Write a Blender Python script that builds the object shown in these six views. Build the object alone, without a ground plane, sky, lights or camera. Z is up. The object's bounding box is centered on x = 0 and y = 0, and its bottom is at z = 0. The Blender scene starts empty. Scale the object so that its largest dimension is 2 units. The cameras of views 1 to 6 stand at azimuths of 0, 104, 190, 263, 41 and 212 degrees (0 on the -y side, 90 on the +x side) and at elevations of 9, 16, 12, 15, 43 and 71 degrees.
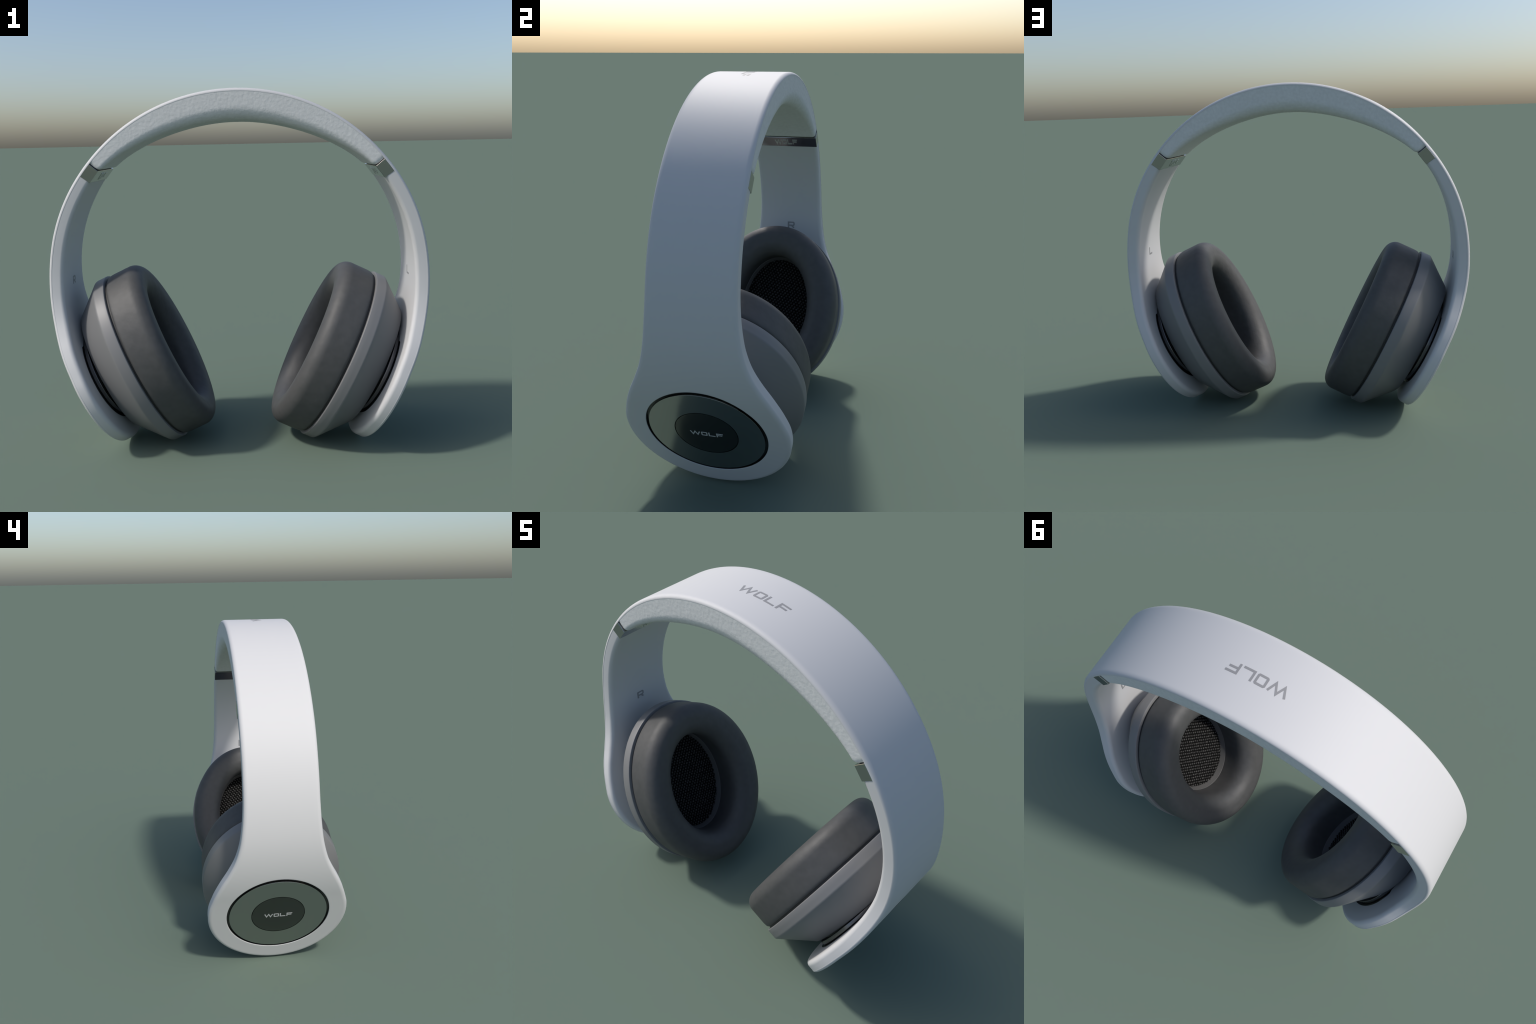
import bpy, bmesh, math
import numpy as np
from mathutils import noise, Vector

# ---------------------------------------------------------------------------
#  Over-ear headphones.  Everything hangs on one side profile: a circle of
#  radius 1 around (0, CZ) that runs tangentially into a flat, tilted ear plate.
#  Coordinates on that band: s (length from the crown, signed), y, d (depth
#  below the outer skin).
# ---------------------------------------------------------------------------
CZ = 0.924
TILT = math.radians(25.4)
ST, CT = math.sin(TILT), math.cos(TILT)
S_T = math.pi / 2 + TILT            # where circle turns into the straight plate
S_DISC = 2.168                      # disc centre along the band
S_PLATE, R_PLATE = 2.174, 0.3898     # round end plate
S_CUP = 2.1885                       # ear cup centre
HALF_W = 0.1975
DROP = 0.0112
T_SHELL, T_BAND = 0.016, 0.074
A_CLASP0, A_CLASP1 = math.radians(90 - 39.85), math.radians(90 - 35.2)


def band_radius(s):
    f = 90 - np.degrees(s)
    return 0.9998 + 0.0035 * np.exp(-((f - 22) / 16) ** 2) + 0.001 * np.exp(-((f - 60) / 20) ** 2)


def band_map(s, y, d):
    s = np.asarray(s, float); y = np.asarray(y, float); d = np.asarray(d, float)
    sg = np.where(s < 0, -1.0, 1.0); a = np.abs(s)
    on = a <= S_T
    aa = np.minimum(a, S_T)
    r = band_radius(aa)
    nx, nz = np.sin(aa), np.cos(aa)
    ext = np.where(on, 0, a - S_T)
    k = np.clip((a - 1.62) / 0.44, 0, 1)
    d = d + DROP * k * k * (3 - 2 * k)          # the plate sits a little inside the circle
    x = nx * (r - d) - ext * ST
    z = CZ + nz * (r - d) - ext * CT
    return np.stack(np.broadcast_arrays(sg * x, y, z), -1)


def cup_map(sx, u, v, a, s0=S_CUP):
    """u along y, v up the tilted plate, a inwards from the outer plate plane"""
    u, v, a = np.broadcast_arrays(np.asarray(u, float), np.asarray(v, float), np.asarray(a, float))
    k = (s0 - S_T) - v
    x = CT * (1 - a) - k * ST
    z = CZ - ST * (1 - a) - k * CT
    return np.stack([sx * x, u, z], -1)


def smooth_interp(x, xs, ys):
    """monotone-looking cubic hermite"""
    xs = np.asarray(xs, float); ys = np.asarray(ys, float)
    m = np.gradient(ys, xs)
    k = np.clip(np.searchsorted(xs, x, side='right') - 1, 0, len(xs) - 2)
    h = xs[k + 1] - xs[k]; t = np.clip((x - xs[k]) / h, 0, 1)
    return ((2*t**3 - 3*t**2 + 1) * ys[k] + (t**3 - 2*t**2 + t) * h * m[k]
            + (-2*t**3 + 3*t**2) * ys[k + 1] + (t**3 - t**2) * h * m[k + 1])


# half width of the band: constant strap, flaring into the circle of the plate
S_J = 2.12


def plate_w(s):
    return np.sqrt(np.maximum(R_PLATE ** 2 - (s - S_PLATE) ** 2, 0))


_ks = [0.0, 0.5, 1.0, 1.30, 1.45, 1.56, 1.67, 1.76, 1.84, 1.915, 1.985, 2.05, S_J, S_J + .03]
_kw = [HALF_W, HALF_W, HALF_W, HALF_W, .200, .2075, .223, .248, .2825, .319, .3475, .3685,
       float(plate_w(S_J)), float(plate_w(S_J + .03))]


def half_width(s):
    return np.where(s < S_J, smooth_interp(s, _ks, _kw), plate_w(s))


def half_outline(s_start):
    s1 = np.linspace(s_start, S_J, 1500)[:-1]
    k0 = math.acos((S_PLATE - S_J) / R_PLATE)
    k = np.linspace(k0, math.pi, 1500)
    s2, w2 = S_PLATE - R_PLATE * np.cos(k), R_PLATE * np.sin(k)
    s = np.r_[s1, s2]; w = np.r_[half_width(s1), w2]
    ts, tw = np.gradient(s), np.gradient(w)
    l = np.hypot(ts, tw)
    n = np.stack([-tw / l, ts / l], -1)
    n[-1] = (1, 0)
    n[0] = (0, 1)
    return np.stack([s, w], -1), n


# ---------------------------------------------------------------------------
#  mesh helpers
# ---------------------------------------------------------------------------
class Builder:
    def __init__(self):
        self.v = []; self.f = []; self.n = 0

    def add(self, pts):
        pts = np.asarray(pts, float).reshape(-1, 3)
        i0 = self.n; self.v.append(pts); self.n += len(pts)
        return np.arange(i0, i0 + len(pts))

    def strip(self, a, b, closed=False):
        m = len(a)
        for i in range(m if closed else m - 1):
            j = (i + 1) % m
            self.f.append((int(a[i]), int(a[j]), int(b[j]), int(b[i])))

    def face(self, ids):
        self.f.append(tuple(int(i) for i in ids))


def make(name, b, mat, parent, sharp=40, merge=1e-6, smooth=True):
    V = np.concatenate(b.v)
    c = (V.min(0) + V.max(0)) / 2
    me = bpy.data.meshes.new(name)
    me.from_pydata((V - c).tolist(), [], b.f)
    bm = bmesh.new(); bm.from_mesh(me)
    bmesh.ops.remove_doubles(bm, verts=bm.verts, dist=merge)
    bmesh.ops.dissolve_degenerate(bm, dist=1e-7, edges=bm.edges)
    bmesh.ops.recalc_face_normals(bm, faces=bm.faces)
    bm.to_mesh(me); bm.free()
    if smooth:
        for p in me.polygons: p.use_smooth = True
        me.set_sharp_from_angle(angle=math.radians(sharp))
    me.materials.append(mat)
    ob = bpy.data.objects.new(name, me)
    bpy.context.scene.collection.objects.link(ob)
    ob.parent = parent
    pw = Vector((0, 0, 0)); p = parent
    while p is not None:
        pw += p.location; p = p.parent
    ob.location = Vector(c) - pw
    return ob


# ---------------------------------------------------------------------------
#  materials
# ---------------------------------------------------------------------------
def principled(name, color, rough, metal=0.0, **kw):
    m = bpy.data.materials.new(name); m.use_nodes = True
    nt = m.node_tree; bs = nt.nodes['Principled BSDF']
    bs.inputs['Base Color'].default_value = (*color, 1)
    bs.inputs['Roughness'].default_value = rough
    bs.inputs['Metallic'].default_value = metal
    for k, v in kw.items():
        bs.inputs[k].default_value = v
    return m, nt, bs


def add_bump(nt, bs, scale, strength, dist, detail=4, stretch=(1, 1, 1), kind='noise'):
    tc = nt.nodes.new('ShaderNodeTexCoord'); mp = nt.nodes.new('ShaderNodeMapping')
    mp.inputs['Scale'].default_value = stretch
    if kind == 'noise':
        tx = nt.nodes.new('ShaderNodeTexNoise'); tx.inputs['Detail'].default_value = detail; out = tx.outputs['Fac']
    else:
        tx = nt.nodes.new('ShaderNodeTexVoronoi'); tx.feature = 'SMOOTH_F1'; out = tx.outputs['Distance']
    tx.inputs['Scale'].default_value = scale
    bp = nt.nodes.new('ShaderNodeBump')
    bp.inputs['Strength'].default_value = strength; bp.inputs['Distance'].default_value = dist
    nt.links.new(tc.outputs['Object'], mp.inputs['Vector'])
    nt.links.new(mp.outputs['Vector'], tx.inputs['Vector'])
    nt.links.new(out, bp.inputs['Height'])
    nt.links.new(bp.outputs['Normal'], bs.inputs['Normal'])
    return tx, mp


def vary_color(nt, bs, c0, c1, scale, detail=3):
    tc = nt.nodes.new('ShaderNodeTexCoord')
    tx = nt.nodes.new('ShaderNodeTexNoise'); tx.inputs['Scale'].default_value = scale
    tx.inputs['Detail'].default_value = detail
    rp = nt.nodes.new('ShaderNodeValToRGB')
    rp.color_ramp.elements[0].position = 0.35; rp.color_ramp.elements[0].color = (*c0, 1)
    rp.color_ramp.elements[1].position = 0.65; rp.color_ramp.elements[1].color = (*c1, 1)
    nt.links.new(tc.outputs['Object'], tx.inputs['Vector'])
    nt.links.new(tx.outputs['Fac'], rp.inputs['Fac'])
    nt.links.new(rp.outputs['Color'], bs.inputs['Base Color'])


white, nt, bs = principled('white_plastic', (0.52, 0.52, 0.525), 0.62)
pad_mat, nt, bs = principled('white_leather', (0.50, 0.505, 0.50), 0.65)
vary_color(nt, bs, (0.58, 0.585, 0.58), (0.62, 0.625, 0.62), 60)  # pad white raised above the shell's to match its sunlit front side
add_bump(nt, bs, 62, 0.22, 0.006, 2)
grey, nt, bs = principled('grey_plastic', (0.17, 0.17, 0.172), 0.48)
leather, nt, bs = principled('dark_leather', (0.06, 0.06, 0.06), 0.6)
vary_color(nt, bs, (0.058, 0.058, 0.058), (0.065, 0.065, 0.065), 30)
add_bump(nt, bs, 16, 0.25, 0.01, 4)
chrome, nt, bs = principled('dark_chrome', (0.42, 0.42, 0.42), 0.12, 1.0)
disc_mat, nt, bs = principled('smoked_mirror', (0.42, 0.42, 0.42), 0.13, 1.0)
logo_mat, nt, bs = principled('dark_brushed_metal', (0.13, 0.13, 0.13), 0.22, 1.0)
hub_metal, nt, bs = principled('dark_hub_metal', (0.16, 0.16, 0.165), 0.22, 1.0)
black, nt, bs = principled('black_gloss', (0.012, 0.012, 0.013), 0.12)
weave, nt, bs = principled('woven_cloth', (0.03, 0.03, 0.03), 0.75)
vary_color(nt, bs, (0.022, 0.022, 0.022), (0.075, 0.074, 0.072), 160, 2)
bs.inputs['Specular IOR Level'].default_value = 0.25
weave_dark, nt, bs = principled('woven_cloth_ground', (0.004, 0.004, 0.004), 0.9)
bs.inputs['Specular IOR Level'].default_value = 0.1
rim_mat, nt, bs = principled('rim_plastic', (0.10, 0.099, 0.098), 0.5)
print_grey, nt, bs = principled('grey_print', (0.25, 0.25, 0.255), 0.55)
clasp_text_lightened, nt, bs = principled('chrome_lightened_reflection', (0.62, 0.64, 0.62), 0.35, 1.0)  # same chrome as the clasp, paler colour for the letters' brighter reflection
print_white, nt, bs = principled('silver_print', (0.42, 0.43, 0.43), 0.4)
shadow_gap, nt, bs = principled('groove_black', (0.018, 0.018, 0.018), 0.6)

# ---------------------------------------------------------------------------
root = bpy.data.objects.new('headphones', None)
root.empty_display_size = 0.2
bpy.context.scene.collection.objects.link(root)
root['label'] = 'white over-ear headphones with dark grey oval ear cushions'
root['category'] = 'headphones'


def lines_for(outline, normals, inset, wanted):
    """outline parameters whose inset ring falls on the wanted s values"""
    sp = outline[:, 0] - inset * normals[:, 0]
    sp = np.maximum.accumulate(sp + np.arange(len(sp)) * 1e-12)
    t = np.interp(wanted, sp, np.arange(len(sp)))
    i = np.arange(len(sp))
    o = np.stack([np.interp(t, i, outline[:, k]) for k in (0, 1)], -1)
    n = np.stack([np.interp(t, i, normals[:, k]) for k in (0, 1)], -1)
    n /= np.linalg.norm(n, axis=1)[:, None]
    return o, n


def merge_sorted(base, keep, gap):
    out = list(keep)
    for v in base:
        if min(abs(v - np.asarray(keep))) > gap:
            out.append(v)
    return np.array(sorted(out))


# ---- outer shell of the headband ------------------------------------------
HOLE = 0.287
BEV_Y, BEV_D = 0.022, 0.0155


def build_shell():
    o, n = half_outline(0.0)
    inset = BEV_Y + 0.004
    Rp = R_PLATE - inset
    hole_r = HOLE + 0.006
    keep = S_DISC - hole_r * np.cos(np.linspace(0, math.pi, 73))
    base = np.r_[np.linspace(0, 1.8, 150),
                 S_PLATE - Rp * np.cos(np.linspace(math.acos((S_PLATE - 1.8) / Rp) if abs((S_PLATE - 1.8) / Rp) < 1 else 0.0, math.pi, 120))]
    base = np.r_[base, np.linspace(1.8, keep[0] - .002, 14)]
    wanted = merge_sorted(base, keep, 0.0012)
    wanted[-1] = S_PLATE + Rp
    wanted[0] = 0.0
    oo, nn = lines_for(o, n, inset, wanted)
    oo[-1] = (S_PLATE + R_PLATE, 0); nn[-1] = (1, 0)
    # mirrored to a full run from one plate end to the other
    O = np.concatenate([oo[::-1] * [-1, 1], oo[1:]])
    N = np.concatenate([nn[::-1] * [-1, 1], nn[1:]])
    prof = [(inset, 0.0)]
    for k in range(9):
        a = k / 8 * math.pi / 2
        prof.append((BEV_Y * (1 - math.sin(a)), BEV_D * (1 - math.cos(a))))
    prof += [(0.0, T_SHELL)]
    b = Builder(); up = []; dn = []
    for ins, d in prof:
        q = O - ins * N
        q[:, 1] = np.maximum(q[:, 1], 0); q[0, 1] = q[-1, 1] = 0
        up.append(b.add(band_map(q[:, 0], q[:, 1], d)))
        dn.append(b.add(band_map(q[:, 0], -q[:, 1], d)))
    for r in range(len(prof) - 1):
        b.strip(up[r], up[r + 1]); b.strip(dn[r], dn[r + 1])
    b.strip(up[-1], dn[-1])                       # inner skin
    # outer skin with the round openings for the discs
    q = O - inset * N
    s = q[:, 0]
    def hole_w(r):
        return np.sqrt(np.maximum(r * r - (np.abs(s) - S_DISC) ** 2, 0))
    h = hole_w(hole_r); h[h < 2e-4] = 0
    edge_u = b.add(band_map(s, h, 0.0)); edge_d = b.add(band_map(s, -h, 0.0))
    for i in range(len(s) - 1):
        if h[i] == 0 and h[i + 1] == 0 and not (abs(abs(s[i] + s[i + 1]) / 2 - S_DISC) < hole_r):
            b.face((up[0][i], up[0][i + 1], dn[0][i + 1], dn[0][i]))
        else:
            b.face((up[0][i], up[0][i + 1], edge_u[i + 1], edge_u[i]))
            b.face((dn[0][i], dn[0][i + 1], edge_d[i + 1], edge_d[i]))
    for sx in (1, -1):
        t = np.linspace(0, 2 * math.pi, 145)[:-1]
        # rim of the opening: match the outer skin vertices, then roll inwards
        sel = [i for i in range(len(s)) if s[i] * sx > 0 and (h[i] > 0 or abs(abs(abs(s[i]) - S_DISC) - hole_r) < 1e-5)]
        loop = [edge_u[i] for i in sel] + [edge_d[i] for i in sel[::-1][1:-1]]
        ps = np.array([(s[i], h[i]) for i in sel] + [(s[i], -h[i]) for i in sel[::-1][1:-1]])
        prev = np.array(loop)
        cs = sx * S_DISC
        for r, d in ((HOLE + .003, 0.0), (HOLE + .0012, .0006), (HOLE, .003), (HOLE, .0158)):
            f = r / hole_r
            cur = b.add(band_map(cs + (ps[:, 0] - cs) * f, ps[:, 1] * f, d))
            b.strip(prev, cur, closed=True); prev = cur
    return make('headband', b, white, root, sharp=35)


headband = build_shell()


# ---- arms: inner half of the strap, widening into the ear plate ------------
def build_arm(sx):
    s0 = A_CLASP1
    o, n = half_outline(s0)
    rf = 0.022
    ins0 = 0.0008
    inset = rf + 0.004
    Rp = R_PLATE - inset
    wanted = np.r_[np.linspace(s0, 1.85, 90)[:-1],
                   S_PLATE - Rp * np.cos(np.linspace(math.acos((S_PLATE - 1.85) / Rp), math.pi, 110))]
    oo, nn = lines_for(o, n, inset, wanted)
    oo[-1] = (S_PLATE + R_PLATE, 0); nn[-1] = (1, 0)
    prof = [(ins0, T_SHELL - .0015), (ins0, T_BAND - rf)]
    for k in range(1, 9):
        a = k / 8 * math.pi / 2
        prof.append((ins0 + rf * (1 - math.cos(a)), T_BAND - rf + rf * math.sin(a)))
    prof.append((inset + ins0, T_BAND))
    b = Builder(); up = []; dn = []
    grow = smooth_interp(oo[:, 0], [s0, 1.1, 1.3, 1.55, 1.8, 2.05, 2.3, 2.7], [0, .001, .002, .003, .001, -.004, -.005, -.005])
    for ins, d in prof:
        q = oo - ins * nn
        d = d + grow * (d > T_SHELL)
        q[-1, 1] = 0; q[0, 0] = s0
        up.append(b.add(band_map(sx * q[:, 0], q[:, 1], d)))
        dn.append(b.add(band_map(sx * q[:, 0], -q[:, 1], d)))
    for r in range(len(prof) - 1):
        b.strip(up[r], up[r + 1]); b.strip(dn[r], dn[r + 1])
    b.strip(up[-1], dn[-1]); b.strip(up[0], dn[0])
    b.face([u[0] for u in up] + [d[0] for d in dn[::-1]])
    return make('headband_arm', b, white, root, sharp=35)


# ---- padded cushion under the crown ---------------------------------------
def build_pad():
    s_end = A_CLASP0 - 0.002
    ks = np.radians([0, 11, 20.3, 29, 37, 43, 47.5, 50.2])
    kr = [0.839, 0.843, 0.852, 0.868, 0.888, 0.905, 0.917, 0.923]
    half = np.r_[np.linspace(0, s_end - .05, 90)[:-1], s_end - .05 * (1 - np.sin(np.linspace(0, math.pi / 2, 24)))]
    S = np.r_[-half[::-1], half[1:]]
    b = Builder(); rings = []
    er = 0.028
    for s in S:
        a = abs(s)
        rin = float(smooth_interp(np.array([a]), ks, kr)[0])
        din = float(band_radius(a)) - rin
        e = max(0.0, er - (s_end - a))
        cut = er - math.sqrt(max(er * er - e * e, 0))
        w = HALF_W - 0.0006 - cut * 0.45
        din -= cut * 0.75
        d0 = T_SHELL - 0.002
        rc = 0.018 + 0.052 * max(0, 1 - (a / s_end) ** 1.4)
        rc = min(rc, din - d0 - 0.008)
        loop = [(w - 0.004, d0), (w, d0 + .001)]
        nside = 4
        for k in range(1, nside + 1):
            loop.append((w, d0 + .001 + (din - rc - d0 - .001) * k / nside))
        for k in range(1, 13):
            t = k / 12 * math.pi / 2
            loop.append((w - rc * 0.9 * (1 - math.cos(t)), din - rc + rc * math.sin(t)))
        mid = [(x, din + 0.001 * (1 - (x / (w - rc * .9)) ** 2)) for x in np.linspace(w - rc * .9, 0, 9)[1:]]
        loop += mid
        full = loop + [(-y, d) for y, d in loop[::-1][1:]]
        y, d = np.array(full).T
        rings.append(b.add(band_map(np.full(len(y), s), y, d)))
    for i in range(len(rings) - 1):
        b.strip(rings[i], rings[i + 1], closed=True)
    b.face(rings[0]); b.face(rings[-1])
    return make('headband_pad', b, pad_mat, headband, sharp=60)


pad = build_pad()


# ---- metal clasps between pad and arm ---------------------------------------
def rounded_box_loop(w, d0, d1, r=0.0012):
    return [(w - r, d0), (w, d0 + r), (w, d1 - r), (w - r, d1), (-w + r, d1), (-w, d1 - r), (-w, d0 + r), (-w + r, d0)]


def build_clasp(sx):
    b = Builder(); rings = []
    lo, hi = A_CLASP0, A_CLASP1 - 0.0005
    c = (lo + hi) / 2
    for s, shr in ((lo, .0012), (lo + .0012, 0), (c, 0), (hi - .0012, 0), (hi, .0012)):
        loop = np.array(rounded_box_loop(HALF_W + .0008 - shr, T_SHELL - .001, T_BAND - shr))
        # flat inner face: chord instead of arc
        sag = 0.93 * (math.cos(abs(s - c)) - math.cos((hi - lo) / 2))
        d = loop[:, 1] + np.where(loop[:, 1] > .05, sag, 0)
        rings.append(b.add(band_map(np.full(len(loop), sx * s), loop[:, 0], d)))
    for i in range(len(rings) - 1):
        b.strip(rings[i], rings[i + 1], closed=True)
    b.face(rings[0]); b.face(rings[-1])
    return make('clasp', b, chrome, root, sharp=25)


# ---------------------------------------------------------------------------
#  lettering: square strokes, unit cap height
# ---------------------------------------------------------------------------
def stroke_quads(points, width, closed=False, slant_ends=False):
    P = np.array(points, float)
    if closed: P = np.r_[P, P[:1]]
    L, R = [], []
    m = len(P)
    for i in range(m):
        if closed:
            a = P[i] - P[i - 1] if i > 0 else P[0] - P[-2]
            c = P[(i + 1)] - P[i] if i < m - 1 else P[1] - P[0]
        else:
            a = P[i] - P[i - 1] if i > 0 else P[1] - P[0]
            c = P[i + 1] - P[i] if i < m - 1 else a
        a = a / np.linalg.norm(a); c = c / np.linalg.norm(c)
        na, nc = np.array([-a[1], a[0]]), np.array([-c[1], c[0]])
        bis = na + nc; bis /= np.linalg.norm(bis)
        k = 1 / max(0.45, bis @ na)
        L.append(P[i] + bis * width / 2 * k); R.append(P[i] - bis * width / 2 * k)
    return np.array(L), np.array(R)


SW = 0.205
GLYPHS = {  # strokes in a cell of cap height 1
    'W': (1.62, [([(0.06, .95), (.42, .08), (.81, .92), (1.20, .08), (1.56, .95)], False)]),
    'O': (1.02, [([(.16, .1), (.86, .1), (.925, .165), (.925, .835), (.86, .9), (.16, .9), (.095, .835), (.095, .165)], True)]),
    'L': (1.12, [([(.095, 1.0), (.095, .095), (1.10, .095)], False)]),
    'F': (1.05, [([(.095, 0.0), (.095, .905), (1.10, .905)], False), ([(.10, .47), (.95, .47)], False)]),
    'R': (1.0, [([(.095, 0.0), (.095, .905), (.80, .905), (.905, .80), (.905, .52), (.80, .42), (.10, .42)], False),
                ([(.52, .42), (.90, .03)], False)]),
}


def lettering(name, text, height, width, mapper, thick, mat, parent, gap=0.19, sw=SW):
    total = sum(GLYPHS[c][0] for c in text) + gap * (len(text) - 1)
    kx = width / total if width else height
    b = Builder(); x0 = -total / 2
    for ch in text:
        w, strokes = GLYPHS[ch]
        for pts, closed in strokes:
            L, R = stroke_quads(pts, sw, closed)
            def dense(Q):
                out = []
                for i in range(len(Q) - 1):
                    for t in np.linspace(0, 1, 7)[:-1]: out.append(Q[i] * (1 - t) + Q[i + 1] * t)
                return np.array(out + [Q[-1]])
            L, R = dense(L), dense(R)
            def put(Q, h):
                return b.add(mapper((Q[:, 0] + x0) * kx, (Q[:, 1] - .5) * height, h))
            lt, rt, lb, rb = put(L, thick), put(R, thick), put(L, -.0012), put(R, -.0012)
            b.strip(lt, rt); b.strip(lb, lt); b.strip(rt, rb)
            if not closed:
                for e in (0, -1): b.face((lt[e], rt[e], rb[e], lb[e]))
        x0 += w + gap
    return make(name, b, mat, parent, sharp=30)


# crown lettering
lettering('lettering', 'WOLF', 0.050, 0.268,
          lambda x, y, h: band_map(x + 0.036, y - 0.001, -h), 0.0006, print_grey, headband)


# ---------------------------------------------------------------------------
#  discs on the ear plates
# ---------------------------------------------------------------------------
def lathe(b, prof, mapper, n=160):
    """prof: (radius u, radius v, a) rings; radius 0 closes"""
    t = np.linspace(0, 2 * math.pi, n + 1)[:-1]
    prev = None
    for row in prof:
        ru, rv, a = row[:3]
        dv = row[3] if len(row) > 3 else 0.0
        if ru == 0:
            p = b.add(mapper(np.array([0.0]), np.array([0.0]), np.array([a])))
            if prev is not None:
                for i in range(n): b.face((prev[i], prev[(i + 1) % n], p[0]))
            prev = None; apex = p
            continue
        cur = b.add(mapper(ru * np.cos(t), rv * np.sin(t) + dv, np.full(n, a)))
        if prev is not None: b.strip(prev, cur, closed=True)
        prev = cur
    return prev


def circ(prof):
    return [(r, r, a) for r, a in prof]


FACE = 0.0113   # disc face below the plate surface


def build_side(sx):
    M = lambda u, v, a: cup_map(sx, u, v, a, S_DISC)
    K = lambda u, v, a: cup_map(sx, u, v, a, S_CUP)
    arm = build_arm(sx)
    clasp = build_clasp(sx)

    # black well around the disc
    b = Builder()
    lathe(b, circ([(.2868, .0136), (.2860, .0148), (.2860, .0246), (.262, .0246), (.262, .0230), (0, .0230)]), M)
    well = make('disc_well', b, black, arm, sharp=30)
    # mirror ring
    b = Builder()
    lathe(b, circ([(.2700, .0242), (.2730, .0237), (.2730, FACE + .0003), (.2727, FACE),
                   (.2690, FACE), (.1520, FACE), (.1505, FACE), (.1505, .0226)]), M)
    ring = make('side_disc', b, disc_mat, arm, sharp=30)
    b = Builder()
    lathe(b, circ([(.1468, .0226), (.1468, FACE + .0002), (.1455, FACE), (0.09, FACE), (0.04, FACE), (0, FACE)]), M)
    logo = make('logo_disc', b, logo_mat, arm, sharp=30)
    lettering('lettering', 'WOLF', 0.026, 0.154,
              lambda x, y, h: cup_map(sx, sx * x, y - 0.004, FACE - h, S_DISC), 0.0008, print_white, arm)

    # clasp lettering, raised, reads from the wearer's side
    sc = (A_CLASP0 + A_CLASP1) / 2
    lettering('lettering', 'WOLF', 0.036, 0.136,
              lambda x, y, h: band_map(sx * (sc - y * 1.07), -sx * x + 0.010 * -sx, T_BAND + .0008 + h), 0.002, clasp_text_lightened, clasp,
              sw=.24)
    # side letter on the arm
    if sx < 0:
        lettering('lettering', 'R', 0.043, 0.046,
                  lambda x, y, h: band_map(sx * (math.pi / 2 + .0055 - y * 1.07), x + .008, T_BAND + .003 + h), .0012, print_grey, arm)
    else:
        lettering('lettering', 'L', 0.047, 0.046,
                  lambda x, y, h: band_map(sx * (math.pi / 2 - .0215 - y * 1.07), -x - .006, T_BAND + .003 + h), .0012, print_grey, arm)

    # ---- ear cup ------------------------------------------------------------
    RY, RZ = 0.4015, 0.4985
    E = lambda ins, a: (RY - ins, RZ - ins, a)
    b = Builder()
    UP = S_CUP - S_DISC                                 # the cone runs in towards the disc axis
    F = lambda ins, a, k: (RY - ins * 1.12, RZ - ins * 1.02, a, UP * k * .6)
    prof = [(0.18, 0.20, .152, UP), F(.190, .148, 1), F(.178, .122, 1)]
    c_a, c_i, r = .132, .152, .022                      # rolled foot of the cone
    for k in range(9):
        t = math.radians(-20 + 68 * k / 8)
        prof.append(F(c_i - r * math.sin(t), c_a - r * math.cos(t), 1))
    a0, i0 = prof[-1][2], (RY - prof[-1][0]) / 1.12
    a1, i1 = .262, .0065
    for k in range(1, 8):
        t = k / 8
        prof.append(F(i0 + (i1 - i0) * t + .001 * math.sin(math.pi * t), a0 + (a1 - a0) * t, 1 - t))
    prof += [E(.0040, .2655), E(.002, .2685), E(.0006, .2720), E(0, .276), E(0, .279), E(0, .300), E(0, .3255), E(.0006, .3275), E(.002, .3290),
             E(.004, .3295), E(.030, .3295), E(.032, .335)]
    prof += [E(.09, .335)]
    lathe(b, prof, K, 192)
    cup = make('ear_cup', b, grey, root, sharp=32)

    # glossy pivot between plate and cup
    b = Builder()
    lathe(b, circ([(.2625, .0865), (.2640, .0880), (.2640, .1040), (.2630, .1055), (.247, .107), (.235, .107)]), M)
    make('pivot', b, hub_metal, cup, sharp=30)
    b = Builder()
    lathe(b, circ([(.20, .076), (.2755, .076), (.2775, .0825), (.2765, .0835), (.262, .0835), (.258, .086), (.256, .104), (.234, .104), (.234, .155), (.2, .155)]), M)
    make('pivot_seat', b, black, cup, sharp=30)
    # dark gasket as a thin dark band in the groove
    b = Builder()
    lathe(b, [E(.09, .326), E(.020, .326), E(.018, .3275), E(.018, .352), E(.020, .353), E(.09, .353)], K, 160)
    make('groove_band', b, shadow_gap, cup, sharp=30)

    # ear cushion
    b = Builder()
    prof = [E(.10, .350), E(.034, .3395), E(.026, .3385), E(.020, .3390), E(.0145, .3415), E(.0105, .3460), E(.0085, .352), E(.0075, .360)]
    prof += [E(.0065, a) for a in (.375, .40, .42, .445)]
    ca, ci, r = .4635, .0735, .067
    for k in range(15):
        t = k / 14 * math.pi / 2
        prof.append(E(ci - r * math.cos(t), ca + r * math.sin(t)))
    prof += [E(.090, .5300), E(.098, .5285)]
    # roll into the ear opening
    for t in np.linspace(0, 1, 15)[1:]:
        g = t * math.pi / 2
        prof.append(E(.098 + .0895 * math.sin(g), .5285 - .092 * (1 - math.cos(g))))
    prof += [E(.1872, .420), E(.1855, .400), E(.183, .370), E(.182, .345), E(.182, .326)]
    lathe(b, prof, K, 192)
    make('ear_cushion', b, leather, cup, sharp=60)

    # speaker rim and woven grille
    b = Builder()
    lathe(b, [E(.176, .331), E(.1815, .3305), E(.1835, .3295), E(.195, .296), E(.215, .295)], K, 160)
    make('speaker_rim', b, rim_mat, cup, sharp=30)
    b = Builder()
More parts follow.
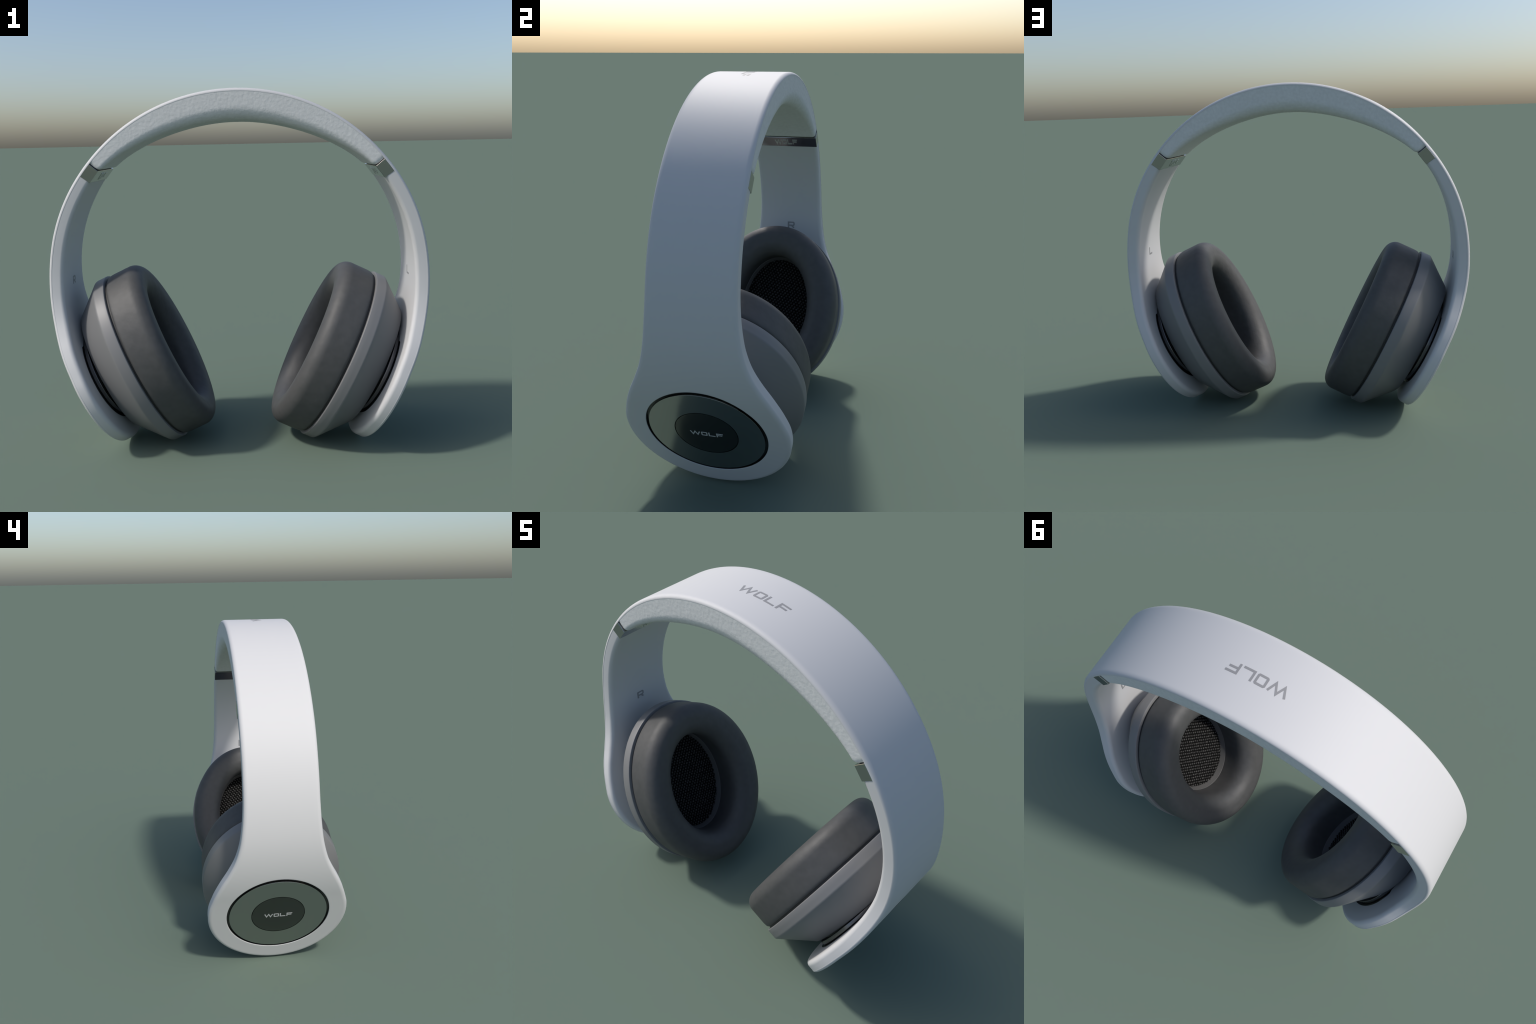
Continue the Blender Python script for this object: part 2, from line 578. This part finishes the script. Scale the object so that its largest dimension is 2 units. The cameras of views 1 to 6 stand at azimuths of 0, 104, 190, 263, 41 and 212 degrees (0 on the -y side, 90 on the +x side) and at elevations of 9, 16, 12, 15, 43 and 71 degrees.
    pu, pv, step = .0168, .0180, .0015
    eu, ev = RY - .196, RZ - .196
    nu, nv = int(2 * eu / step) + 14, int(2 * ev / step) + 14
    u = (np.arange(nu) - nu / 2) * step
    v = (np.arange(nv) - nv / 2) * step
    U, Vv = np.meshgrid(u, v, indexing='ij')
    rng = np.random.default_rng(7)
    wob = rng.normal(0, .06, (64, 64)); amp = .75 + .5 * rng.random((64, 64))
    ang = math.radians(50)                              # cloth laid on the bias
    gu = U * math.cos(ang) + Vv * math.sin(ang); gv = -U * math.sin(ang) + Vv * math.cos(ang)
    cv = gv / pv + 30; iv = np.floor(cv).astype(int)
    cu = gu / pu + 30 + .5 * (iv % 2); iu = np.floor(cu).astype(int)
    fu = cu - iu - .5 + wob[iu % 64, iv % 64]; fv = cv - iv - .5 + .6 * wob[iv % 64, iu % 64]
    # raised weft knots in staggered rows over thinner warp threads
    knot = np.sqrt(np.maximum(0, 1 - (fu * 2.15) ** 2 - (fv * 2.6) ** 2)) * amp[iu % 64, iv % 64]
    warp = .3 * np.abs(np.sin(math.pi * cu)) * np.abs(np.sin(math.pi * fv))
    hgt = np.maximum(knot, warp)
    ids = b.add(K(U, Vv, .297 + .0080 * hgt)).reshape(nu, nv)
    inside = (U / (eu + .012)) ** 2 + (Vv / (ev + .012)) ** 2 < 1
    ok = inside[:-1, :-1] & inside[1:, :-1] & inside[1:, 1:] & inside[:-1, 1:]
    for i, j in zip(*np.nonzero(ok)):
        b.face((ids[i, j], ids[i + 1, j], ids[i + 1, j + 1], ids[i, j + 1]))
    # drop unused vertices
    used = np.unique(np.array(b.f).ravel()); remap = -np.ones(b.n, int); remap[used] = np.arange(len(used))
    allv = np.concatenate(b.v)[used]
    b.v = [allv]; b.n = len(allv); b.f = [tuple(int(remap[k]) for k in f) for f in b.f]
    g = make('speaker_grille', b, weave, cup, sharp=80)
    g['kind'] = 'stuff'
    g.data.materials.append(weave_dark)
    kn = (knot > .45)
    sel = [bool(kn[i:i + 2, j:j + 2].all()) for i, j in zip(*np.nonzero(ok))]
    g.data.polygons.foreach_set('material_index', [0 if q else 1 for q in sel])


for sx in (1, -1):
    build_side(sx)
